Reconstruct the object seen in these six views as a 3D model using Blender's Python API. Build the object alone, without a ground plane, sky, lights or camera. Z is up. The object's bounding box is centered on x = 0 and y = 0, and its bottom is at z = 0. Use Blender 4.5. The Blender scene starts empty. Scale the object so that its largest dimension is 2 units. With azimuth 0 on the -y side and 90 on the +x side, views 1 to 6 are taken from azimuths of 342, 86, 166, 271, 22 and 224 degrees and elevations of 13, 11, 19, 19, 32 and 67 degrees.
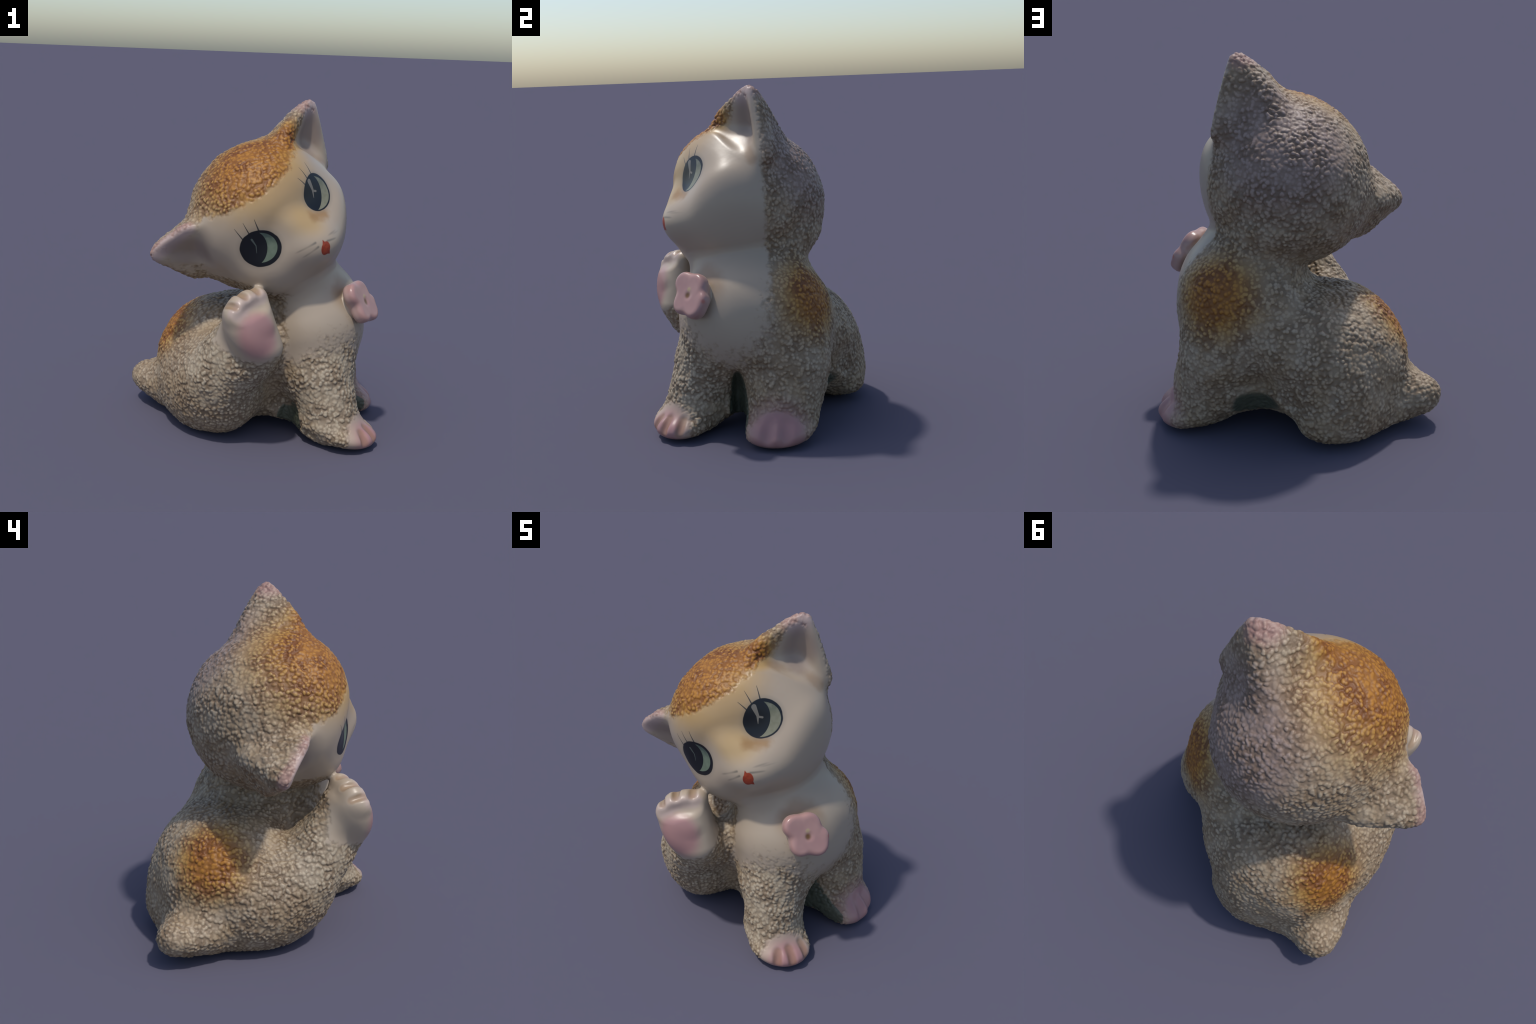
import bpy, math
import numpy as np

# ------------------------------------------------------------------ body plan
# The figurine is modelled as soft volumes that melt into each other: blobs (turned
# ellipsoids), limbs (tapering rounded cones) and pyramids (three-sided, rounded: the
# ears before they are hollowed).  "melt" is the radius of the fillet to the parts before it.
PARTS = []


def turn(w):
    w = np.array(w, float)
    t = np.linalg.norm(w) + 1e-12
    k = w / t
    K = np.array([[0, -k[2], k[1]], [k[2], 0, -k[0]], [-k[1], k[0], 0]])
    return np.eye(3) + math.sin(t) * K + (1 - math.cos(t)) * K @ K


def soft_min(a, b, k):
    h = np.maximum(k - np.abs(a - b), 0) / k
    return np.minimum(a, b) - h * h * k * 0.25


def soft_max(a, b, k):
    return -soft_min(-a, -b, k)


def blob_distance(P, c, r, w=(0, 0, 0)):
    q = (P - np.array(c)) @ turn(w)
    r = np.array(r, float)
    k0 = np.linalg.norm(q / r, axis=1) + 1e-9
    k1 = np.linalg.norm(q / r ** 2, axis=1) + 1e-9
    return k0 * (k0 - 1) / k1


def limb_distance(P, a, b, r1, r2):
    a, b = np.array(a, float), np.array(b, float)
    ba = b - a
    l2 = ba @ ba
    rr = r1 - r2
    a2 = max(l2 - rr * rr, 1e-6)
    pa = P - a
    y = pa @ ba
    z = y - l2
    x = pa * l2 - np.outer(y, ba)
    x2 = (x * x).sum(1)
    y2, z2 = y * y * l2, z * z * l2
    k = np.sign(rr) * rr * rr * x2
    d = (np.sqrt(x2 * a2 / l2) + y * rr) / l2 - r1
    d = np.where(np.sign(y) * a2 * y2 < k, np.sqrt(x2 + y2) / l2 - r1, d)
    return np.where(np.sign(z) * a2 * z2 > k, np.sqrt(x2 + z2) / l2 - r2, d)


def pyramid_distance(P, tip, front, side, back, r, soft=0.1):
    corners = [np.array(v, float) for v in (tip, front, side, back)]
    centre = sum(corners) / 4
    d = None
    for i, j, k in ((0, 1, 2), (0, 2, 3), (0, 3, 1), (1, 2, 3)):
        a, b, c = corners[i], corners[j], corners[k]
        n = np.cross(b - a, c - a)
        n = n / np.linalg.norm(n)
        if (centre - a) @ n > 0:
            n = -n
        q = (P - a) @ n
        d = q if d is None else soft_max(d, q, soft)
    return d - r


def blob(part, melt, *a):
    PARTS.append((part, melt, blob_distance, a))


def limb(part, melt, *a):
    PARTS.append((part, melt, limb_distance, a))


def pyramid(part, melt, *a):
    PARTS.append((part, melt, pyramid_distance, a))


HEAD_PARTS = ('head', 'upright_ear', 'drooping_ear')
SWELLINGS = []


def swelling(centre, height, spread):
    SWELLINGS.append((np.array(centre), height, spread))

# proportions: centre, radii and turn of a blob; two ends and two radii of a limb
blob('head', 0.0, (-0.086, 0.035, 1.339), (0.39, 0.352, 0.41), (0.563, -0.228, 0.434))  # skull
blob('head', 0.2, (-0.083, -0.118, 1.317), (0.433, 0.317, 0.45), (0.487, 0.018, 0.581))  # face
blob('head', 0.17, (0.102, -0.426, 1.228), (0.167, 0.148, 0.137), (-0.001, 0, 0.006))  # muzzle
blob('head', 0.1, (0.003, -0.431, 1.335), (0.08, 0.06, 0.05), (0.001, 0.003, 0.001))  # nose
blob('head', 0.2, (0.276, -0.151, 1.252), (0.119, 0.205, 0.262), (0.205, 0.099, -0.069))  # cheekL
blob('head', 0.2, (-0.03, -0.313, 1.067), (0.21, 0.135, 0.159), (-0.068, 0.024, 0.322))  # cheekR
pyramid('upright_ear', 0.1, (0.228, -0.028, 2.023), (-0.022, -0.239, 1.825), (0.391, 0.056, 1.579), (0.028, 0.135, 1.775), 0.030)  # ear1
pyramid('drooping_ear', 0.1, (-0.779, -0.157, 1.115), (-0.557, -0.282, 1.319), (-0.431, -0.052, 0.926), (-0.537, 0.104, 1.206), 0.030)  # ear2
blob('torso', 0.0, (0.259, -0.062, 0.667), (0.345, 0.449, 0.395), (0.029, -0.078, -0.198))  # chest
blob('torso', 0.15, (0.057, -0.025, 1.076), (0.296, 0.407, 0.209), (0.217, -0.039, 0.094))  # neck
blob('torso', 0.2, (0.054, 0.083, 0.462), (0.236, 0.372, 0.45), (-0.029, 0.225, -0.186))  # mid
blob('hindquarters', 0.2, (-0.376, 0.14, 0.381), (0.245, 0.375, 0.386), (-0.242, 0.353, 0.146))  # rump
blob('hindquarters', 0.2, (-0.278, 0.453, 0.103), (0.344, 0.149, 0.089), (-0.037, -0.044, 0.248))  # haunchL
blob('hindquarters', 0.2, (-0.348, -0.142, 0.265), (0.226, 0.289, 0.254), (-0.024, -0.105, 0.383))  # haunchR
blob('hindquarters', 0.2, (-0.136, 0.449, 0.391), (0.216, 0.177, 0.322), (0.328, 0.172, -0.123))  # thighL
blob('raised_hindlimb', 0.08, (-0.11, -0.319, 0.563), (0.1, 0.12, 0.151), (0, 0, 0.001))  # groin
limb('raised_hindlimb', 0.14, (-0.369, -0.29, 0.438), (-0.238, -0.456, 0.541), 0.167, 0.114)  # legA
limb('raised_hindlimb', 0.1, (-0.315, -0.356, 0.601), (-0.27, -0.453, 0.813), 0.138, 0.097)  # shank
limb('raised_foot', 0.1, (-0.168, -0.524, 0.652), (-0.225, -0.506, 0.865), 0.101, 0.088)  # foot
blob('raised_foot', 0.1, (-0.311, -0.556, 0.769), (0.088, 0.095, 0.16), (-0.245, -0.458, 0.19))  # footw
blob('raised_foot', 0.045, (-0.206, -0.469, 0.939), (0.052, 0.058, 0.050), (0.001, 0.001, 0.001))  # toe1
blob('raised_foot', 0.045, (-0.266, -0.501, 0.927), (0.052, 0.058, 0.050), (0.001, 0.001, 0.001))  # toe2
blob('raised_foot', 0.045, (-0.32, -0.529, 0.915), (0.052, 0.058, 0.050), (0.001, 0.001, 0.001))  # toe3
blob('raised_foot', 0.045, (-0.359, -0.577, 0.863), (0.052, 0.058, 0.050), (0.001, 0.001, 0.001))  # toe4
limb('right_forelimb', 0.14, (0.246, -0.357, 0.37), (0.291, -0.431, 0.167), 0.191, 0.170)  # legR
blob('right_forelimb', 0.08, (0.371, -0.514, 0.084), (0.183, 0.168, 0.077), (0.086, 0.133, 0.078))  # footR
limb('left_forelimb', 0.14, (0.428, 0.156, 0.398), (0.449, 0.094, 0.248), 0.204, 0.216)  # legL
blob('left_forelimb', 0.08, (0.576, 0.048, 0.097), (0.184, 0.218, 0.097), (0.057, 0.224, 0.201))  # footL
limb('tail', 0.12, (-0.582, 0.278, 0.167), (-0.655, 0.446, 0.167), 0.090, 0.097)  # tail
blob('torso', 0.12, (0.19, 0.025, 0.163), (0.239, 0.439, 0.068), (0.149, -0.006, -0.017))  # web

# the modeller's thumb: soft swellings (+) and hollows (-) on top of the basic volumes:
# centre, height and spread in metres
swelling((0.170, 0.503, 0.450), 0.0178, 0.09)
swelling((0.332, 0.358, 0.734), -0.0131, 0.09)
swelling((-0.511, -0.012, 0.558), -0.0144, 0.09)
swelling((-0.381, -0.238, 1.052), -0.0112, 0.09)
swelling((0.110, -0.443, 1.422), -0.0112, 0.09)
swelling((0.153, 0.451, 0.236), -0.0142, 0.09)
swelling((-0.132, -0.489, 1.233), -0.0101, 0.09)
swelling((-0.626, 0.243, 0.291), -0.0120, 0.09)
swelling((0.099, 0.546, 0.471), 0.0134, 0.09)
swelling((-0.206, 0.256, 0.766), 0.0084, 0.09)
swelling((-0.309, -0.506, 0.381), 0.0114, 0.09)
swelling((0.566, -0.126, 0.184), 0.0090, 0.09)
swelling((-0.193, -0.586, 0.863), -0.0085, 0.09)
swelling((0.443, -0.459, 0.747), 0.0119, 0.09)
swelling((-0.141, -0.315, 0.796), 0.0095, 0.09)
swelling((0.196, -0.097, 1.748), -0.0110, 0.09)
swelling((-0.144, -0.508, 1.432), 0.0079, 0.09)
swelling((0.355, 0.136, 1.222), 0.0094, 0.09)
swelling((0.348, 0.120, 1.031), -0.0099, 0.09)
swelling((0.586, -0.118, 0.725), -0.0095, 0.09)
swelling((0.485, -0.210, 0.424), -0.0098, 0.09)
swelling((-0.263, 0.329, 1.449), 0.0071, 0.09)
swelling((-0.552, 0.223, 0.594), 0.0055, 0.09)
swelling((0.583, 0.051, 0.818), 0.0072, 0.09)
swelling((-0.499, -0.393, 0.422), -0.0074, 0.09)
swelling((0.452, 0.276, 0.767), -0.0080, 0.09)
swelling((-0.638, 0.375, 0.062), -0.0110, 0.09)
swelling((-0.750, 0.341, 0.160), 0.0126, 0.09)
swelling((-0.551, 0.548, 0.122), 0.0112, 0.09)
swelling((-0.679, 0.475, 0.233), -0.0082, 0.09)
swelling((-0.405, 0.541, 0.048), -0.0064, 0.09)
swelling((-0.462, 0.515, 0.393), 0.0042, 0.14)
swelling((0.042, 0.065, 1.817), -0.0039, 0.09)
swelling((0.176, -0.495, 0.599), -0.0050, 0.14)
swelling((0.469, -0.397, 0.574), 0.0068, 0.09)
swelling((0.035, 0.356, 0.771), -0.0051, 0.09)
swelling((-0.307, -0.162, 0.656), 0.0064, 0.09)
swelling((0.023, 0.586, 0.311), -0.0061, 0.09)
swelling((0.693, 0.044, 0.158), -0.0034, 0.09)
swelling((0.315, 0.024, 1.830), 0.0032, 0.09)
swelling((-0.364, -0.236, 1.028), -0.0109, 0.09)
swelling((-0.393, -0.536, 0.947), 0.0031, 0.09)
swelling((-0.297, -0.451, 1.534), -0.0046, 0.09)
swelling((-0.601, -0.207, 0.299), 0.0044, 0.09)


def body_distance(P, detail=True):
    head = body = None
    for part, melt, distance, args in PARTS:
        d = distance(P, *args)
        if part in HEAD_PARTS:
            head = d if head is None else soft_min(head, d, max(melt, 1e-3))
        else:
            body = d if body is None else soft_min(body, d, max(melt, 1e-3))
    if detail:
        for melt, distance, args in HOLLOWS:
            head = soft_max(head, -distance(P, *args), melt)
        for melt, distance, args in GROOVES:
            body = soft_max(body, -distance(P, *args), melt)
        for melt, distance, args in SWELLS:
            body = soft_min(body, distance(P, *args), melt)
    d = soft_min(head, body, 0.03)
    for centre, height, spread in SWELLINGS:
        q = ((P - centre) ** 2).sum(1)
        d = d - height * np.exp(-q / (2 * spread * spread))
    return soft_max(d, -P[:, 2], 0.03)                            # flat, slightly rounded base


def gradient(f, P, e=1.5e-3):
    # four-point (tetrahedral) difference
    g = np.zeros_like(P)
    for k in ((1, -1, -1), (-1, -1, 1), (-1, 1, -1), (1, 1, 1)):
        k = np.array(k, float)
        g += f(P + e * k)[:, None] * k
    return g / (4 * e)


def surface_net(f, low, high, h):
    # dual mesh of the zero level of f: one vertex per straddling cell, one quad per straddling edge
    low, high = np.array(low, float), np.array(high, float)
    n = np.ceil((high - low) / h).astype(int) + 1
    X = [low[i] + h * np.arange(n[i]) for i in range(3)]
    V = np.empty(n)
    for i in range(n[0]):
        yy, zz = np.meshgrid(X[1], X[2], indexing='ij')
        V[i] = f(np.stack([np.full(yy.size, X[0][i]), yy.ravel(), zz.ravel()], 1)).reshape(n[1], n[2])
    inside = V < 0
    m = n - 1
    count = np.zeros(m, int)
    for dx in (0, 1):
        for dy in (0, 1):
            for dz in (0, 1):
                count += inside[dx:dx + m[0], dy:dy + m[1], dz:dz + m[2]]
    cells = (count > 0) & (count < 8)
    index = np.full(m, -1)
    index[cells] = np.arange(cells.sum())
    ijk = np.argwhere(cells)
    acc, hits = np.zeros((len(ijk), 3)), np.zeros(len(ijk))
    corners = [(a, b, c) for a in (0, 1) for b in (0, 1) for c in (0, 1)]
    for a in corners:
        for axis in range(3):
            if a[axis]:
                continue
            b = list(a)
            b[axis] = 1
            va = V[tuple((ijk + a).T)]
            vb = V[tuple((ijk + b).T)]
            cut = (va < 0) != (vb < 0)
            t = np.where(cut, va / np.where(cut, va - vb, 1), 0)
            p = np.array(a, float) + t[:, None] * (np.array(b) - np.array(a))
            acc += np.where(cut[:, None], p, 0)
            hits += cut
    P = low + h * (ijk + acc / hits[:, None])
    quads = []
    for axis in range(3):
        u, v = (axis + 1) % 3, (axis + 2) % 3
        s0 = [slice(None)] * 3
        s1 = [slice(None)] * 3
        s0[axis], s1[axis] = slice(0, -1), slice(1, None)
        flip = np.argwhere(inside[tuple(s0)] != inside[tuple(s1)])
        flip = flip[(flip[:, u] > 0) & (flip[:, v] > 0) & (flip[:, u] < m[u]) & (flip[:, v] < m[v])]
        eu, ev = np.eye(3, dtype=int)[u], np.eye(3, dtype=int)[v]
        q = np.stack([index[tuple((flip - o).T)] for o in (eu * 0, eu, eu + ev, ev)], 1)
        starts_in = inside[tuple(flip.T)]
        q[~starts_in] = q[~starts_in][:, ::-1]
        quads.append(q)
    return P, np.vstack(quads)


def refine(P, Q):
    # split every quad in four
    e = np.sort(np.vstack([Q[:, [i, (i + 1) % 4]] for i in range(4)]), axis=1)
    uniq, inv = np.unique(e, axis=0, return_inverse=True)
    inv = inv.reshape(4, -1).T + len(P)
    mid = P[uniq].mean(1)
    centre = len(P) + len(uniq) + np.arange(len(Q))
    Q2 = np.vstack([np.stack([Q[:, i], inv[:, i], centre, inv[:, i - 1]], 1) for i in range(4)])
    return np.vstack([P, mid, P[Q].mean(1)]), Q2


def settle(f, P, rounds):
    for _ in range(rounds):
        d, g = f(P), gradient(f, P)
        P = P - np.clip(d / np.maximum((g * g).sum(1), 0.25), -0.01, 0.01)[:, None] * g
    return P


def relax(P, Q, rounds):
    for _ in range(rounds):
        acc, n = np.zeros_like(P), np.zeros(len(P))
        for i in range(4):
            for j in (1, 3):
                np.add.at(acc, Q[:, i], P[Q[:, (i + j) % 4]])
                np.add.at(n, Q[:, i], 1)
        P = P * 0.5 + 0.5 * acc / n[:, None]
    return P


def make_mesh(name, P, Q):
    me = bpy.data.meshes.new(name)
    me.vertices.add(len(P))
    me.vertices.foreach_set('co', P.astype(np.float32).ravel())
    me.loops.add(Q.size)
    me.loops.foreach_set('vertex_index', Q.astype(np.int32).ravel())
    me.polygons.add(len(Q))
    me.polygons.foreach_set('loop_start', np.arange(0, Q.size, Q.shape[1], dtype=np.int32))
    me.update(calc_edges=True)
    me.polygons.foreach_set('use_smooth', np.ones(len(Q), bool))
    return me

# ------------------------------------------------------------------ carved details
# the cups of the ears
HOLLOWS = [
    (0.025, pyramid_distance, ((0.228, -0.062, 1.962), (0.045, -0.245, 1.775), (0.335, -0.045, 1.645), (0.198, -0.032, 1.755), 0.014, 0.05)),
    (0.035, pyramid_distance, ((-0.715, -0.205, 1.120), (-0.510, -0.335, 1.295), (-0.430, -0.290, 1.010), (-0.490, -0.185, 1.120), 0.016, 0.06)),
]


def laid_on(points, lift):
    # drop points onto the skin of the plain body, then raise them along its normal
    plain = lambda q: body_distance(q, False)
    p = settle(plain, np.array(points, float), 12)
    g = gradient(plain, p)
    return p + lift * g / np.linalg.norm(g, axis=1, keepdims=True)


# creases between toes, the crease above the sole pad, and the arches under the belly
TOE_CREASES = [
    ((-0.215, -0.530, 0.980), (-0.240, -0.460, 0.970), 0.020),
    ((-0.302, -0.580, 0.975), (-0.335, -0.480, 0.950), 0.020),
    ((-0.368, -0.620, 0.925), (-0.405, -0.520, 0.905), 0.018),
    ((0.408, -0.640, 0.130), (0.428, -0.690, 0.055), 0.022),
    ((0.458, -0.585, 0.135), (0.512, -0.630, 0.060), 0.022),
    ((0.500, -0.505, 0.135), (0.555, -0.535, 0.065), 0.020),
]
SOFT_CREASES = [
    ((0.690, -0.020, 0.140), (0.750, -0.050, 0.060), 0.030),
    ((0.705, 0.070, 0.140), (0.775, 0.065, 0.060), 0.030),
]
PAD_CREASE = ((-0.360, -0.630, 0.868), (-0.180, -0.555, 0.925), 0.045)
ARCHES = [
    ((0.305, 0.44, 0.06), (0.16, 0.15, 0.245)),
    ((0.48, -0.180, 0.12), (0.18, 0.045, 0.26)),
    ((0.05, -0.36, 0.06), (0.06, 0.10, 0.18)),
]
GROOVES = []
for a, b, r in TOE_CREASES:
    a, b = laid_on((a, b), r * (0.74 if a[2] < 0.5 else 0.80))
    GROOVES.append((0.022, limb_distance, (a, b, r, r)))
for a, b, r in SOFT_CREASES + [PAD_CREASE]:
    a, b = laid_on((a, b), r * 0.80)
    GROOVES.append((0.03, limb_distance, (a, b, r, r)))
GROOVES += [(0.03, blob_distance, a) for a in ARCHES]
SWELLS = [
    (0.05, blob_distance, ((-0.255, -0.575, 0.800), (0.10, 0.040, 0.06))),   # ball of the raised foot
]

# ------------------------------------------------------------------ where each finish sits
# The same rules run twice: on arrays (to raise the fleece grain only where there is
# fleece) and as shader nodes (to colour it).  A rule is written against a "field" that
# offers plane, ball, blob and stroke distances in metres.


class Arrays:
    def __init__(self, P):
        self.P = P

    def coordinate(self, i):
        return self.P[:, i]

    def lift(self, x):
        return x

    def least(self, a, b):
        return np.minimum(a, b)

    def most(self, a, b):
        return np.maximum(a, b)

    def root(self, a):
        return np.sqrt(a)

    def ramp(self, v, a, b):
        t = np.clip((v - a) / (b - a), 0, 1)
        return t * t * (3 - 2 * t)


class Term:
    # a shader value that understands + - * /
    def __init__(self, field, socket):
        self.f, self.s = field, socket

    def __add__(self, o):
        return self.f.math('ADD', self, o)

    def __sub__(self, o):
        return self.f.math('SUBTRACT', self, o)

    def __rsub__(self, o):
        return self.f.math('SUBTRACT', o, self)

    def __mul__(self, o):
        return self.f.math('MULTIPLY', self, o)

    def __truediv__(self, o):
        return self.f.math('DIVIDE', self, o)

    def __neg__(self):
        return self.f.math('MULTIPLY', self, -1.0)

    __radd__, __rmul__ = __add__, __mul__


class Nodes:
    def __init__(self, tree):
        self.t = tree
        self.xyz = None

    def node(self, kind, **props):
        n = self.t.nodes.new(kind)
        for k, v in props.items():
            setattr(n, k, v)
        return n

    def link(self, value, socket):
        if isinstance(value, Term):
            self.t.links.new(value.s, socket)
        elif hasattr(value, 'links'):
            self.t.links.new(value, socket)
        elif isinstance(value, (tuple, list)):
            socket.default_value = tuple(value) + ((1.0,) if len(value) == 3 and socket.type == 'RGBA' else ())
        else:
            socket.default_value = value

    def math(self, op, *a):
        n = self.node('ShaderNodeMath', operation=op)
        for i, v in enumerate(a):
            self.link(v, n.inputs[i])
        return Term(self, n.outputs[0])

    def position(self):
        if self.xyz is None:
            self.pos = self.node('ShaderNodeTexCoord').outputs['Object']
            self.wob = self.pos
            self.xyz = self.split(self.pos)
        return self.pos

    def split(self, v):
        s = self.node('ShaderNodeSeparateXYZ')
        self.link(v, s.inputs[0])
        return [Term(self, o) for o in s.outputs]

    def coordinate(self, i):
        self.position()
        return self.xyz[i]

    def least(self, a, b):
        return self.math('MINIMUM', a, b)

    def most(self, a, b):
        return self.math('MAXIMUM', a, b)

    def root(self, a):
        return self.math('SQRT', a)

    def ramp(self, v, a, b):
        n = self.node('ShaderNodeMapRange', interpolation_type='SMOOTHSTEP')
        self.link(v, n.inputs['Value'])
        n.inputs['From Min'].default_value, n.inputs['From Max'].default_value = (a, b) if a < b else (b, a)
        n.inputs['To Min'].default_value, n.inputs['To Max'].default_value = (0, 1) if a < b else (1, 0)
        return Term(self, n.outputs[0])

    def mix(self, fac, a, b, blend='MIX'):
        n = self.node('ShaderNodeMix', data_type='RGBA', blend_type=blend)
        self.link(fac, n.inputs[0])
        self.link(a, n.inputs[6])
        self.link(b, n.inputs[7])
        return n.outputs[2]

    def noise(self, scale, detail=2.0, rough=0.5, colour=False):
        n = self.node('ShaderNodeTexNoise')
        self.link(self.position(), n.inputs['Vector'])
        n.inputs['Scale'].default_value = scale
        n.inputs['Detail'].default_value = detail
        n.inputs['Roughness'].default_value = rough
        return n.outputs['Color'] if colour else Term(self, n.outputs[0])


def plane(F, point, normal):
    n = np.array(normal, float) / np.linalg.norm(normal)
    v = F.coordinate(0) * float(n[0]) + F.coordinate(1) * float(n[1]) + F.coordinate(2) * float(n[2])
    return v - float(n @ np.array(point, float))


def oval(F, centre, radii):
    # 0 at the centre, 1 on the surface of the ellipsoid
    s = None
    for i in range(3):
        q = (F.coordinate(i) - centre[i]) * (1.0 / radii[i])
        s = q * q if s is None else s + q * q
    return F.root(s)


def ball(F, centre, r):
    return (oval(F, centre, (1, 1, 1)) - r)


def stroke(F, a, b):
    # distance to a segment, and how far along it the nearest point lies
    a, b = np.array(a, float), np.array(b, float)
    d = b - a
    t = None
    for i in range(3):
        q = (F.coordinate(i) - float(a[i])) * float(d[i] / (d @ d))
        t = q if t is None else t + q
    t = F.least(F.most(t, 0.0), 1.0)
    s = None
    for i in range(3):
        q = F.coordinate(i) - (t * float(d[i]) + float(a[i]))
        s = q * q if s is None else s + q * q
    return F.root(s), t


def bare_porcelain(F):
    # below zero on the smooth glazed parts: face, bib, throat, ear cups, soles and paws
    hairline = plane(F, (-0.211, -0.388, 1.527), (-0.566, -0.191, 0.802))
    cheek = plane(F, (0.0, -0.045, 0.0), (-0.15, 1.0, 0.0))
    jaw = F.coordinate(2) * -1.0 + 0.985
    ear_rim = plane(F, (-0.50, -0.29, 1.33), (0.076, 0.90, 0.43)) - F.most(F.coordinate(0) + 0.36, 0.0) * 2.0
    face = F.most(F.most(F.most(hairline, cheek), jaw), ear_rim)
    cup = F.most(plane(F, (0.08, -0.225, 1.80), (-0.715, 0.693, -0.096)), F.coordinate(2) * -1.0 + 1.64)
    cup = F.most(F.most(cup, plane(F, (0.31, 0.0, 1.75), (-0.2, 1.0, 0.05))), (F.coordinate(1) + 0.25) * -1.0)
    bib = F.most(ball(F, (0.214, -0.112, 0.707), 0.399), plane(F, (0.5, 0.022, 0.9), (0.0, 1.0, 0.0)))
    throat = F.most(F.most(F.coordinate(1) - 0.02, F.coordinate(2) * -1.0 + 0.93), F.most(F.coordinate(0) * -1.0, F.coordinate(2) - 1.10))
    foot = F.most(F.most(plane(F, (-0.33, -0.50, 0.64), (0.15, 0.45, -0.88)), F.coordinate(1) + 0.40), F.most(F.coordinate(2) * -1.0 + 0.53, F.coordinate(2) - 1.02))
    paw = F.least(ball(F, (0.47, -0.62, 0.06), 0.165), ball(F, (0.70, 0.02, 0.06), 0.155))
    cups = F.least(oval(F, (0.215, -0.085, 1.79), (0.11, 0.10, 0.17)), oval(F, (-0.53, -0.23, 1.13), (0.17, 0.10, 0.14))) * 0.1 - 0.1
    cup = F.least(cup, cups)
    flank = F.coordinate(0) * -1.0 + 0.0
    bib, throat = F.most(bib, flank), F.most(throat, flank)
    out = F.least(F.least(face, cup), F.least(bib, throat))
    return F.least(out, F.least(foot, paw))

# ------------------------------------------------------------------ colours
CREAM = (0.41, 0.325, 0.24)
IVORY = (0.355, 0.262, 0.160)
UMBER = (0.120, 0.070, 0.034)
OCHRE = (0.37, 0.155, 0.016)
RUST = (0.13, 0.036, 0.007)
HONEY = (0.42, 0.245, 0.060)
PINK = (0.365, 0.195, 0.185)
BISTRE = (0.23, 0.12, 0.045)
BAKED_GREEN_SHADE = (0.060, 0.072, 0.048)
INK = (0.006, 0.007, 0.009)

GRAIN = 45.0          # fleece crumbs per metre


def crumbs(F, vector=None):
    # crumbs of clay pressed together: cells that run into each other and wander
    where = vector or F.position()
    n = F.node('ShaderNodeTexNoise')
    F.link(where, n.inputs['Vector'])
    n.inputs['Scale'].default_value = 22.0
    n.inputs['Detail'].default_value = 1.0
    push = F.node('ShaderNodeVectorMath', operation='MULTIPLY_ADD')
    F.link(n.outputs['Color'], push.inputs[0])
    push.inputs[1].default_value = (0.022, 0.022, 0.022)
    F.link(where, push.inputs[2])
    v = F.node('ShaderNodeTexVoronoi', feature='SMOOTH_F1', distance='EUCLIDEAN')
    v.inputs['Smoothness'].default_value = 0.40
    F.link(push.outputs[0], v.inputs['Vector'])
    v.inputs['Scale'].default_value = GRAIN
    v.inputs['Randomness'].default_value = 0.9
    return Term(F, v.outputs['Distance'])


# painted marks on the face are laid out flat in charts: rows give the two chart
# coordinates of a point as a linear rule on its offset from the chart's centre
LEFT_EYE = ((0.152, -0.390, 1.514), (7.631, 5.443, -1.024), (-3.157, 5.406, 7.456))
RIGHT_EYE = ((-0.200, -0.473, 1.211), (7.996, -3.478, 0.337), (-0.365, 0.573, 9.449))
MOUTH = ((0.152, -0.562, 1.222), (9.6, 3.2, 0.0), (0.4, -0.6, 7.4))


def chart(F, frame):
    c, a, b = frame
    out = []
    for row in (a, b):
        s = None
        for i in range(3):
            q = (F.coordinate(i) - c[i]) * row[i]
            s = q if s is None else s + q
        out.append(s)
    return out


def ellipse(F, x, y, cx, cy, rx, ry):
    u, v = (x - cx) * (1.0 / rx), (y - cy) * (1.0 / ry)
    return F.root(u * u + v * v)


def mark(F, x, y, a, b, r0, r1, soft=0.012):
    # a tapering brush stroke in a chart: 1 inside
    dx, dy = b[0] - a[0], b[1] - a[1]
    l2 = dx * dx + dy * dy
    t = (x - a[0]) * (dx / l2) + (y - a[1]) * (dy / l2)
    t = F.least(F.most(t, 0.0), 1.0)
    u, v = x - (t * dx + a[0]), y - (t * dy + a[1])
    d = F.root(u * u + v * v) - (t * (r1 - r0) + r0)
    return F.ramp(d, soft, -soft)


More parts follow.
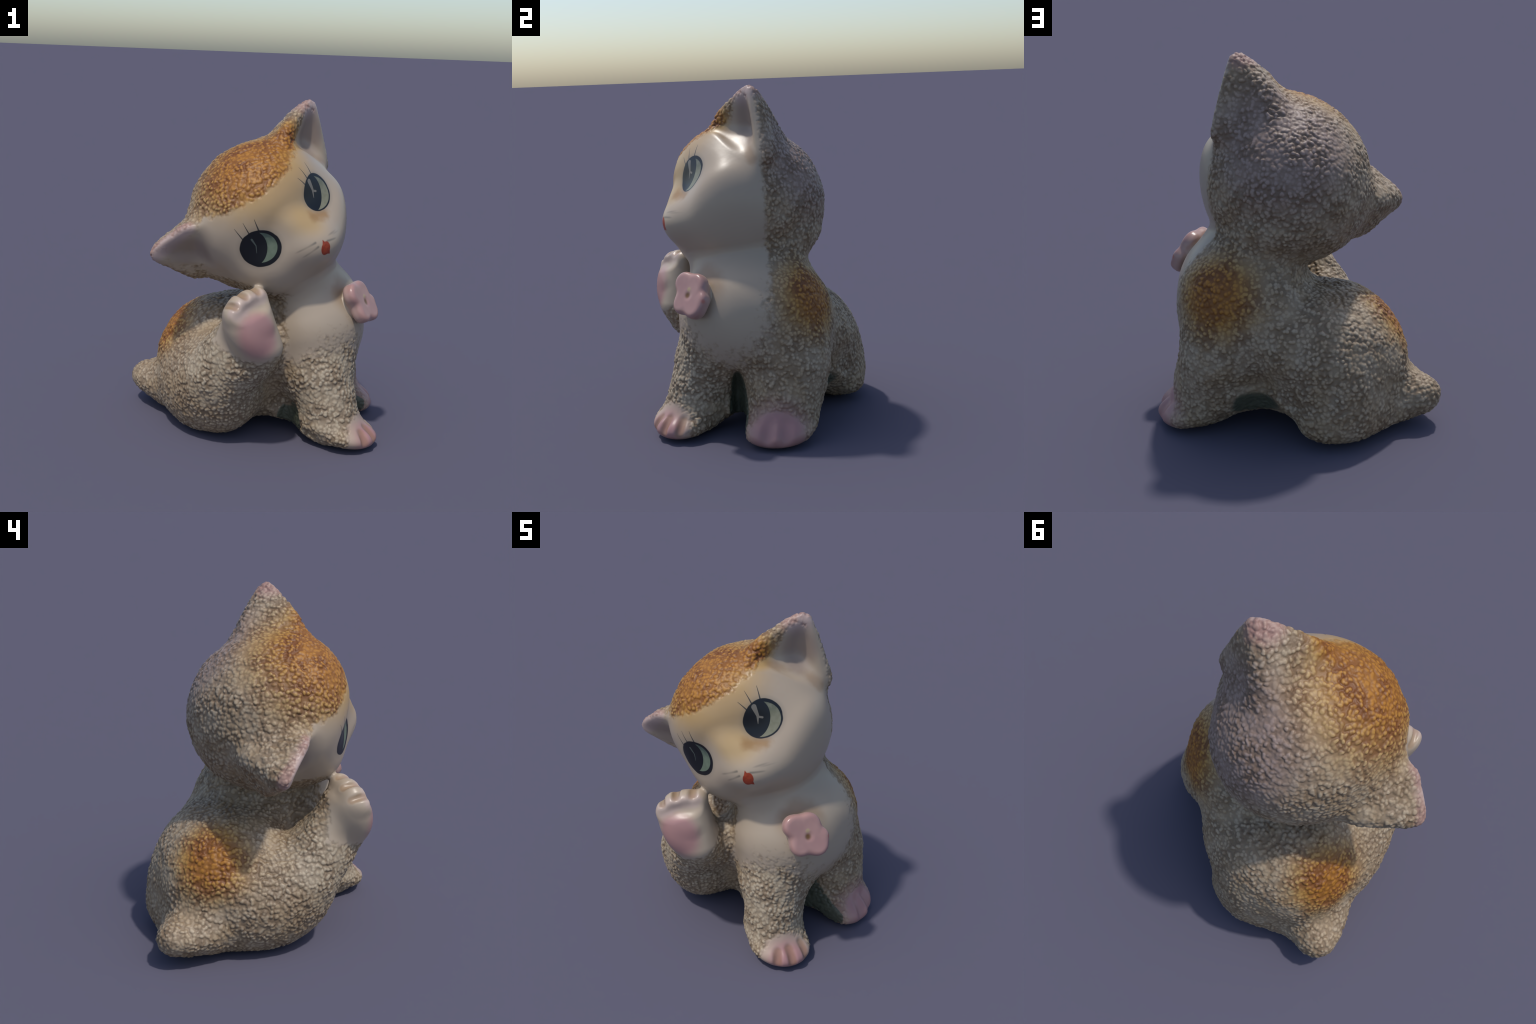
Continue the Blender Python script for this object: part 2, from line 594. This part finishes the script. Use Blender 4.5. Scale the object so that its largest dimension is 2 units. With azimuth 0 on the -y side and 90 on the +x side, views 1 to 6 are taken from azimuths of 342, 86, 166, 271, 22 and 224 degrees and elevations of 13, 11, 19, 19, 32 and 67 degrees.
def paint_eye(F, colour, frame, look):
    x, y = chart(F, frame)
    near = F.ramp(ball(F, frame[0], 0.26), 0.02, 0.0)
    wob = (F.noise(22.0, 1.0) - 0.5) * 0.06
    rim = ellipse(F, x, y, *look['rim'])
    inside = F.ramp(rim + wob, 1.03, 0.985)
    iris = F.ramp(ellipse(F, x, y, *look['iris']) + wob * 0.5, 1.02, 0.98)
    pupil = F.ramp(ellipse(F, x, y, *look['pupil']), 0.985, 1.015)
    shade = F.ramp(y + wob * 3.0, 0.1, 0.75)
    glint = None
    for s in look['glints']:
        g = mark(F, x, y, *s)
        glint = g if glint is None else F.most(glint, g)
    lashes = None
    for s in look['lashes']:
        g = mark(F, x, y, *s)
        lashes = g if lashes is None else F.most(lashes, g)
    green = F.mix(shade, look['green'], look['green_top'])
    green = F.mix(F.ramp(F.noise(30.0, 2.0), 0.35, 0.7) * 0.5, green, look['green_pale'])
    eye = F.mix(iris * pupil, INK, green)
    eye = F.mix(glint * (1.0 - iris * pupil), eye, look['glint'])
    halo = F.ramp(rim, 1.3, 0.95) * 0.30 * near
    colour = F.mix(halo, colour, (0.16, 0.15, 0.12))
    colour = F.mix(lashes * near * 0.9, colour, (0.03, 0.03, 0.03))
    return F.mix(inside * near, colour, eye)


LEFT_LOOK = dict(
    rim=(0, 0, 1.0, 1.0), iris=(-0.03, -0.05, 0.935, 0.875), pupil=(-0.46, -0.02, 0.83, 1.0),
    glints=[((-0.52, 0.58), (-0.28, 0.15), 0.13, 0.07), ((-0.28, 0.15), (-0.22, -0.25), 0.07, 0.01), ((-0.2, 0.09), (-0.03, 0.06), 0.05, 0.05)],
    lashes=[((-0.85, 0.42), (-1.34, 0.83), 0.035, 0.01), ((-0.66, 0.76), (-1.04, 1.40), 0.035, 0.008), ((-0.22, 0.96), (-0.42, 1.66), 0.04, 0.01)],
    green=(0.185, 0.18, 0.115), green_top=(0.10, 0.11, 0.075), green_pale=(0.25, 0.24, 0.17), glint=(0.18, 0.16, 0.13))
RIGHT_LOOK = dict(
    rim=(0, 0, 1.0, 1.0), iris=(-0.06, 0.04, 0.86, 0.82), pupil=(-0.40, 0.0, 0.72, 0.98),
    glints=[((-0.42, 0.50), (-0.22, 0.15), 0.05, 0.025), ((-0.22, 0.15), (-0.19, -0.24), 0.025, 0.01)],
    lashes=[((-0.84, 0.50), (-1.24, 1.08), 0.035, 0.01), ((-0.51, 0.76), (-0.82, 1.40), 0.035, 0.008), ((-0.08, 0.98), (-0.28, 1.58), 0.04, 0.01)],
    green=(0.125, 0.16, 0.11), green_top=(0.06, 0.085, 0.07), green_pale=(0.17, 0.21, 0.15), glint=(0.07, 0.085, 0.075))


def soft_edge(F, bare=None):
    # the crumbs thin out raggedly where the fleece meets the smooth glaze
    ragged = (F.noise(26.0, 3.0, 0.6) - 0.5) * 0.075
    return F.ramp((bare_porcelain(F) if bare is None else bare) + ragged, -0.012, 0.022)


def glaze(name, eyes=False, mouth=False):
    """One continuous painted glaze; each part carries the strokes that reach it."""
    m = bpy.data.materials.new(name)
    m.use_nodes = True
    F = Nodes(m.node_tree)
    bsdf = m.node_tree.nodes['Principled BSDF']
    wander = (F.noise(14.0, 3.0) - 0.5) * 0.05
    fine = F.noise(60.0, 2.0)
    cloud = F.noise(5.0, 2.0)
    fleece = soft_edge(F)

    # ground colours: smooth porcelain and crumbed fleece with umber settled between crumbs
    bare = F.mix(F.ramp(cloud, 0.3, 0.7) * 0.35, CREAM, (0.42, 0.34, 0.25))
    d = crumbs(F)
    fused = F.ramp(F.noise(8.0, 2.0), 0.30, 0.65)
    gap = F.ramp(d + (fine - 0.5) * 0.25, 0.24, 0.58) * (fused * 0.5 + 0.5)
    tuft = F.mix(F.ramp(F.noise(9.0, 2.0), 0.35, 0.65), IVORY, (0.40, 0.315, 0.215))
    pale = F.most(F.ramp(oval(F, (0.28, -0.45, 0.35), (0.30, 0.30, 0.40)) + wander * 2.0, 1.1, 0.5), F.ramp(oval(F, (-0.34, -0.45, 0.50), (0.34, 0.36, 0.34)) + wander * 2.0, 1.1, 0.5))
    tuft = F.mix(pale * 0.6, tuft, (0.43, 0.365, 0.265))
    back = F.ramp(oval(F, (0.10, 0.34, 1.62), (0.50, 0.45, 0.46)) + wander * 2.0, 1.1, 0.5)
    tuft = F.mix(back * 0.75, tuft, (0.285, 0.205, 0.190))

    # the ochre saddles: cap, rump and shoulder
    cap = oval(F, (-0.22, -0.30, 1.62), (0.45, 0.45, 0.45))
    cap = F.least(cap, stroke(F, (-0.10, -0.28, 1.74), (0.02, -0.235, 1.80))[0] * 6.5)
    rump = oval(F, (-0.53, 0.25, 0.58), (0.27, 0.27, 0.28))
    shoulder = oval(F, (0.455, 0.285, 0.815), (0.29, 0.29, 0.28))
    saddle = F.least(cap, F.least(rump, shoulder)) + wander * 3.0
    ochre = F.ramp(saddle, 1.15, 0.45)
    deep = F.ramp(saddle, 0.80, 0.25)
    stain = F.mix(deep, HONEY, OCHRE)
    bare = F.mix(F.ramp(cap + wander * 2.0, 0.92, 0.45) * 0.75, bare, HONEY)
    bare = F.mix(F.ramp(oval(F, (-0.02, -0.48, 1.50), (0.26, 0.20, 0.22)) + wander * 2.0, 1.1, 0.3) * 0.6, bare, (0.41, 0.275, 0.14))
    pit = F.mix(ochre, UMBER, RUST)
    tuft = F.mix(ochre, tuft, stain)
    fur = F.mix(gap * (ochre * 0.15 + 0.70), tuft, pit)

    # washes on the smooth parts
    pink = F.ramp(ball(F, (0.49, -0.63, 0.07), 0.0) + wander, 0.21, 0.07)
    pink = F.most(pink, F.ramp(ball(F, (0.69, 0.02, 0.08), 0.0) + wander, 0.27, 0.10))
    sole = F.ramp(oval(F, (-0.235, -0.66, 0.77), (0.165, 0.12, 0.185)) + wander, 1.1, 0.55) * 0.95
    pink = F.most(pink, sole)
    tip = F.most(F.ramp(ball(F, (0.19, -0.06, 2.0), 0.0) + wander, 0.15, 0.06), F.ramp(stroke(F, (-0.74, -0.16, 1.12), (-0.58, -0.29, 1.30))[0] + wander, 0.075, 0.03))
    toes = F.ramp(stroke(F, (-0.20, -0.52, 0.96), (-0.38, -0.62, 0.89))[0] + wander, 0.06, 0.03) * 0.5
    bare = F.mix(pink, bare, PINK)
    bare = F.mix(F.most(tip * 0.8, toes), bare, (0.46, 0.34, 0.315))
    fur = F.mix(F.most(pink, tip) * 0.55, fur, PINK)
    bridge = F.ramp(oval(F, (0.05, -0.52, 1.38), (0.17, 0.16, 0.13)) + wander, 1.1, 0.2)
    bare = F.mix(bridge * 0.75, bare, (0.44, 0.29, 0.12))
    smudge = F.ramp(stroke(F, (0.095, -0.482, 1.39), (0.185, -0.438, 1.395))[0] + wander * 1.5, 0.06, 0.0)
    bare = F.mix(smudge * 0.8, bare, (0.30, 0.165, 0.06))
    # brown that ran into the creases: ear root, under the flower, between toes
    brown = F.ramp(stroke(F, (0.08, -0.20, 1.735), (0.24, -0.10, 1.72))[0] + wander, 0.045, 0.008)
    brown = F.most(brown, F.ramp(stroke(F, (0.24, -0.10, 1.72), (0.335, -0.035, 1.60))[0] + wander, 0.05, 0.01))
    brown = F.most(brown * 0.4, F.ramp(ball(F, (0.43, -0.39, 0.88), 0.0) + wander, 0.20, 0.13) * F.ramp(F.coordinate(2) + wander, 0.80, 0.93) * 0.4)
    for a, b, r in TOE_CREASES:
        brown = F.most(brown, F.ramp(stroke(F, a, b)[0] - r + wander * 0.3, 0.014, -0.004) * 0.5)
    bare = F.mix(brown, bare, BISTRE)
    # whiskers
    for a, b in (((0.165, -0.555, 1.292), (0.313, -0.420, 1.330)), ((0.160, -0.560, 1.262), (0.262, -0.500, 1.274)),
                 ((0.20, -0.535, 1.295), (0.290, -0.440, 1.305)), ((0.084, -0.570, 1.255), (-0.034, -0.545, 1.186)), ((0.101, -0.572, 1.232), (0.017, -0.555, 1.166))):
        dist, t = stroke(F, a, b)
        bare = F.mix(F.ramp(dist - (1.0 - t) * 0.003, 0.008, -0.002) * (0.85 - t * 0.4), bare, (0.16, 0.14, 0.11))
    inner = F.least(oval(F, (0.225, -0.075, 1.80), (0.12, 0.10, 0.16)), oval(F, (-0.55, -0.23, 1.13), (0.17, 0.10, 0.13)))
    bare = F.mix(F.ramp(inner + wander * 2.0, 1.05, 0.55) * 0.6, bare, (0.235, 0.175, 0.155))  # ear cups darkened in the colour for the shadow inside them
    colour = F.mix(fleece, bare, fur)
    # the scan's baked shadow and green cast, painted dark under the belly
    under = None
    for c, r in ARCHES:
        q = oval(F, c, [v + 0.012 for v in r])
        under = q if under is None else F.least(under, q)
    colour = F.mix(F.ramp(under + wander * 1.5, 1.05, 0.97) * 0.9, colour, BAKED_GREEN_SHADE)
    colour = F.mix(F.ramp(F.coordinate(2) + wander * 1.2, 0.035, 0.008) * 0.6, colour, BAKED_GREEN_SHADE)  # low band tinted with the greenish shade baked on the undersides
    if eyes:
        colour = paint_eye(F, colour, LEFT_EYE, LEFT_LOOK)
        colour = paint_eye(F, colour, RIGHT_EYE, RIGHT_LOOK)
    if mouth:
        x, y = chart(F, MOUTH)
        dab = F.most(mark(F, x, y, (-0.05, -0.02), (-0.01, 0.0), 0.28, 0.29, 0.02), mark(F, x, y, (-0.22, 0.31), (-0.10, 0.05), 0.03, 0.22, 0.02))
        dab = F.most(dab, mark(F, x, y, (0.05, -0.05), (0.31, -0.24), 0.22, 0.02, 0.02))
        dab = dab * F.ramp(ball(F, MOUTH[0], 0.10), 0.01, 0.0)
        colour = F.mix(dab, colour, F.mix(F.ramp(fine, 0.35, 0.7), (0.34, 0.055, 0.020), (0.26, 0.035, 0.014)))
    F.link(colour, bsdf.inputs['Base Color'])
    F.link(F.mix(fleece, (0.36, 0.36, 0.36), (0.52, 0.52, 0.52)), bsdf.inputs['Roughness'])
    bsdf.inputs['IOR'].default_value = 1.46
    bump = F.node('ShaderNodeBump')
    bump.inputs['Strength'].default_value = 0.12
    bump.inputs['Distance'].default_value = 0.004
    F.link((F.noise(120.0, 2.0) - d) * fleece + F.noise(18.0, 3.0) * (1.0 - fleece) * 1.5, bump.inputs['Height'])
    F.link(bump.outputs[0], bsdf.inputs['Normal'])
    return m

# ------------------------------------------------------------------ build the body
LOW, HIGH = (-0.95, -0.85, -0.06), (0.95, 0.85, 2.12)
P, Q = surface_net(body_distance, LOW, HIGH, 0.02)
P = relax(P, Q, 2)
P = settle(body_distance, P, 2)
for _ in range(2):
    P, Q = refine(P, Q)
    P = settle(body_distance, P, 1)
bare = bare_porcelain(Arrays(P))
rough = np.ones(len(P))
for c, r in ARCHES:
    rough = rough * (0.35 + 0.65 * Arrays(P).ramp(oval(Arrays(P), c, r), 1.0, 1.15))

whole = make_mesh('kitten_body', P, Q)
for layer, values in (('bare', bare), ('rough', rough)):
    whole.attributes.new(layer, 'FLOAT', 'POINT').data.foreach_set('value', values.astype(np.float32))
body = bpy.data.objects.new('kitten_body', whole)
bpy.context.collection.objects.link(body)

# raise the crumbs of the fleece with geometry nodes (same cells as the glaze shader)
tree = bpy.data.node_groups.new('crumbed_fleece', 'GeometryNodeTree')
tree.interface.new_socket('Geometry', in_out='INPUT', socket_type='NodeSocketGeometry')
tree.interface.new_socket('Geometry', in_out='OUTPUT', socket_type='NodeSocketGeometry')
F = Nodes(tree)
gin, gout = F.node('NodeGroupInput'), F.node('NodeGroupOutput')
where = F.node('GeometryNodeInputPosition').outputs[0]
F.pos, F.xyz = where, F.split(where)
read = []
for layer in ('bare', 'rough'):
    n = F.node('GeometryNodeInputNamedAttribute', data_type='FLOAT')
    n.inputs['Name'].default_value = layer
    read.append(Term(F, n.outputs[0]))
fleece = soft_edge(F, read[0]) * read[1]
d = crumbs(F, where)
dome = F.root(F.most(1.0 - d * d * 2.2, 0.04)) - 0.70
uneven = F.ramp(F.noise(8.0, 2.0), 0.30, 0.65) * 0.6 + 0.4
lumps = (F.noise(8.0, 3.0) - 0.5) * 0.020
height = (dome * uneven * 0.012 + lumps) * fleece + (F.noise(3.0, 1.0) - 0.5) * 0.004
scaled = F.node('ShaderNodeVectorMath', operation='SCALE')
F.link(F.node('GeometryNodeInputNormal').outputs[0], scaled.inputs[0])
F.link(height, scaled.inputs['Scale'])
move = F.node('GeometryNodeSetPosition')
tree.links.new(gin.outputs[0], move.inputs['Geometry'])
tree.links.new(scaled.outputs[0], move.inputs['Offset'])
tree.links.new(move.outputs[0], gout.inputs[0])
mod = body.modifiers.new('crumbed_fleece', 'NODES')
mod.node_group = tree
shaped = bpy.data.meshes.new_from_object(body.evaluated_get(bpy.context.evaluated_depsgraph_get()))
co = np.empty(len(shaped.vertices) * 3, np.float32)
shaped.vertices.foreach_get('co', co)
co = co.reshape(-1, 3)
co[:, 2] = np.maximum(co[:, 2], 0.0)
shaped.vertices.foreach_set('co', co.ravel())
shaped.update()
nor = np.empty(len(shaped.vertices) * 3, np.float32)
shaped.vertices.foreach_get('normal', nor)
nor = nor.reshape(-1, 3)

# ------------------------------------------------------------------ name the regions
centre = P[Q].mean(1)
names, best = [], None
for part, melt, distance, args in PARTS:
    dist = distance(centre, *args)
    if part not in names:
        names.append(part)
    k = names.index(part)
    if best is None:
        best, label = dist.copy(), np.full(len(dist), k)
    else:
        closer = dist < best
        best[closer], label[closer] = dist[closer], k
A = Arrays(centre)
front_of_head = np.isin(label, [names.index(n) for n in HEAD_PARTS])
for name, frame, reach in (('left_eye', LEFT_EYE, 1.08), ('right_eye', RIGHT_EYE, 1.08), ('mouth', MOUTH, 0.45)):
    x, y = chart(A, frame)
    names.append(name)
    label[front_of_head & (ball(A, frame[0], 0.2) < 0) & (x * x + y * y < reach ** 2)] = len(names) - 1

kitten = bpy.data.objects.new('kitten_figurine', None)
kitten.empty_display_size = 0.2
bpy.context.collection.objects.link(kitten)
kitten['label'] = 'glazed porcelain kitten scratching its chin, crumbed fleece, pink flower'
kitten['category'] = 'figurine'

glazes = {'fleece_glaze': glaze('fleece_glaze'), 'face_glaze': glaze('face_glaze', eyes=True, mouth=True)}
PLAN = {
    'head': ('head', None, 'face_glaze'), 'upright_ear': ('ear', 'head', 'face_glaze'), 'drooping_ear': ('ear', 'head', 'face_glaze'),
    'left_eye': ('eye', 'head', 'face_glaze'), 'right_eye': ('eye', 'head', 'face_glaze'), 'mouth': ('mouth', 'head', 'face_glaze'),
    'torso': ('torso', None, 'fleece_glaze'), 'hindquarters': ('hindquarters', None, 'fleece_glaze'),
    'raised_hindlimb': ('hindlimb', None, 'fleece_glaze'), 'raised_foot': ('foot', 'raised_hindlimb', 'fleece_glaze'),
    'right_forelimb': ('forelimb', None, 'fleece_glaze'), 'left_forelimb': ('forelimb', None, 'fleece_glaze'), 'tail': ('tail', None, 'fleece_glaze'),
}
made = {}
for region, (kind, under, finish) in PLAN.items():
    faces = Q[label == names.index(region)]
    used, local = np.unique(faces, return_inverse=True)
    me = make_mesh(kind, co[used], local.reshape(faces.shape))
    me.normals_split_custom_set_from_vertices(nor[used].tolist())
    me.materials.append(glazes[finish])
    ob = bpy.data.objects.new(kind, me)
    bpy.context.collection.objects.link(ob)
    made[region] = ob
for region, (kind, under, finish) in PLAN.items():
    made[region].parent = made[under] if under else kitten
bpy.data.objects.remove(body)

# ------------------------------------------------------------------ the flower on the chest
FC = np.array((0.462, -0.425, 0.866))
FN = np.array((0.618, -0.651, 0.441))
FN = FN / np.linalg.norm(FN)
FX = np.cross((0, 0, 1), FN)
FX = FX / np.linalg.norm(FX)
FY = np.cross(FN, FX)
PETALS = [((0.453, -0.362, 0.966), 0.068), ((0.342, -0.469, 0.944), 0.066), ((0.443, -0.512, 0.770), 0.064), ((0.553, -0.381, 0.752), 0.068), ((0.572, -0.360, 0.850), 0.036)]


def flower_distance(P):
    q = np.stack([(P - FC) @ FX, (P - FC) @ FY, (P - FC) @ FN], 1)
    flat = q * np.array((1.0, 1.0, 0.0))
    d = np.linalg.norm(flat, axis=1) - 0.094
    for tipp, r in PETALS:
        o = np.array(tipp) - FC
        o = np.array((o @ FX, o @ FY, 0.0))
        o = o * (1 - r * 0.92 / np.linalg.norm(o))
        d = soft_min(d, np.linalg.norm(flat - o, axis=1) - r, 0.038)
    cup = (flat * flat).sum(1) * 0.3
    d = soft_max(d, np.abs(q[:, 2] + 0.022 - cup) - 0.040, 0.035)
    d = soft_max(d, -(np.linalg.norm(q - np.array((0.005, -0.012, 0.045)), axis=1) - 0.028), 0.02)    # dimple
    stem = limb_distance(q, (0, 0, -0.150), (0, 0, -0.24), 0.122, 0.15)
    return soft_min(d, stem, 0.03)


FP, FQ = surface_net(flower_distance, FC - 0.26, FC + 0.26, 0.01)
FP = relax(FP, FQ, 1)
FP = settle(flower_distance, FP, 1)
FP, FQ = refine(FP, FQ)
FP = settle(flower_distance, FP, 1)


def flower_glaze():
    m = bpy.data.materials.new('flower_glaze')
    m.use_nodes = True
    F = Nodes(m.node_tree)
    bsdf = m.node_tree.nodes['Principled BSDF']
    wander = (F.noise(14.0, 3.0) - 0.5) * 0.05
    c = F.mix(F.ramp(F.noise(9.0, 2.0), 0.35, 0.65), (0.41, 0.235, 0.205), (0.37, 0.205, 0.185))
    rim = F.ramp(plane(F, FC, FN) + wander * 0.4, 0.012, -0.03)
    c = F.mix(rim * 0.6, c, (0.47, 0.33, 0.28))
    root = F.ramp(plane(F, FC, FN) + wander * 0.5, -0.045, -0.075)
    c = F.mix(root, c, (0.42, 0.33, 0.24))
    c = F.mix(F.ramp(ball(F, FC + FN * 0.02 + FY * 0.022, 0.0) + wander * 0.2, 0.020, 0.006) * 0.7, c, (0.46, 0.36, 0.18))
    c = F.mix(F.ramp(ball(F, FC + FN * 0.02 - FY * 0.012, 0.0) + wander * 0.2, 0.026, 0.008), c, (0.16, 0.075, 0.02))
    c = F.mix(F.ramp(ball(F, (0.575, -0.352, 0.845), 0.0) + wander * 0.3, 0.022, 0.005) * 0.7, c, (0.45, 0.10, 0.06))
    F.link(c, bsdf.inputs['Base Color'])
    bsdf.inputs['Roughness'].default_value = 0.3
    return m


me = make_mesh('flower', FP, FQ)
me.materials.append(flower_glaze())
flower = bpy.data.objects.new('flower', me)
bpy.context.collection.objects.link(flower)
flower.parent = kitten
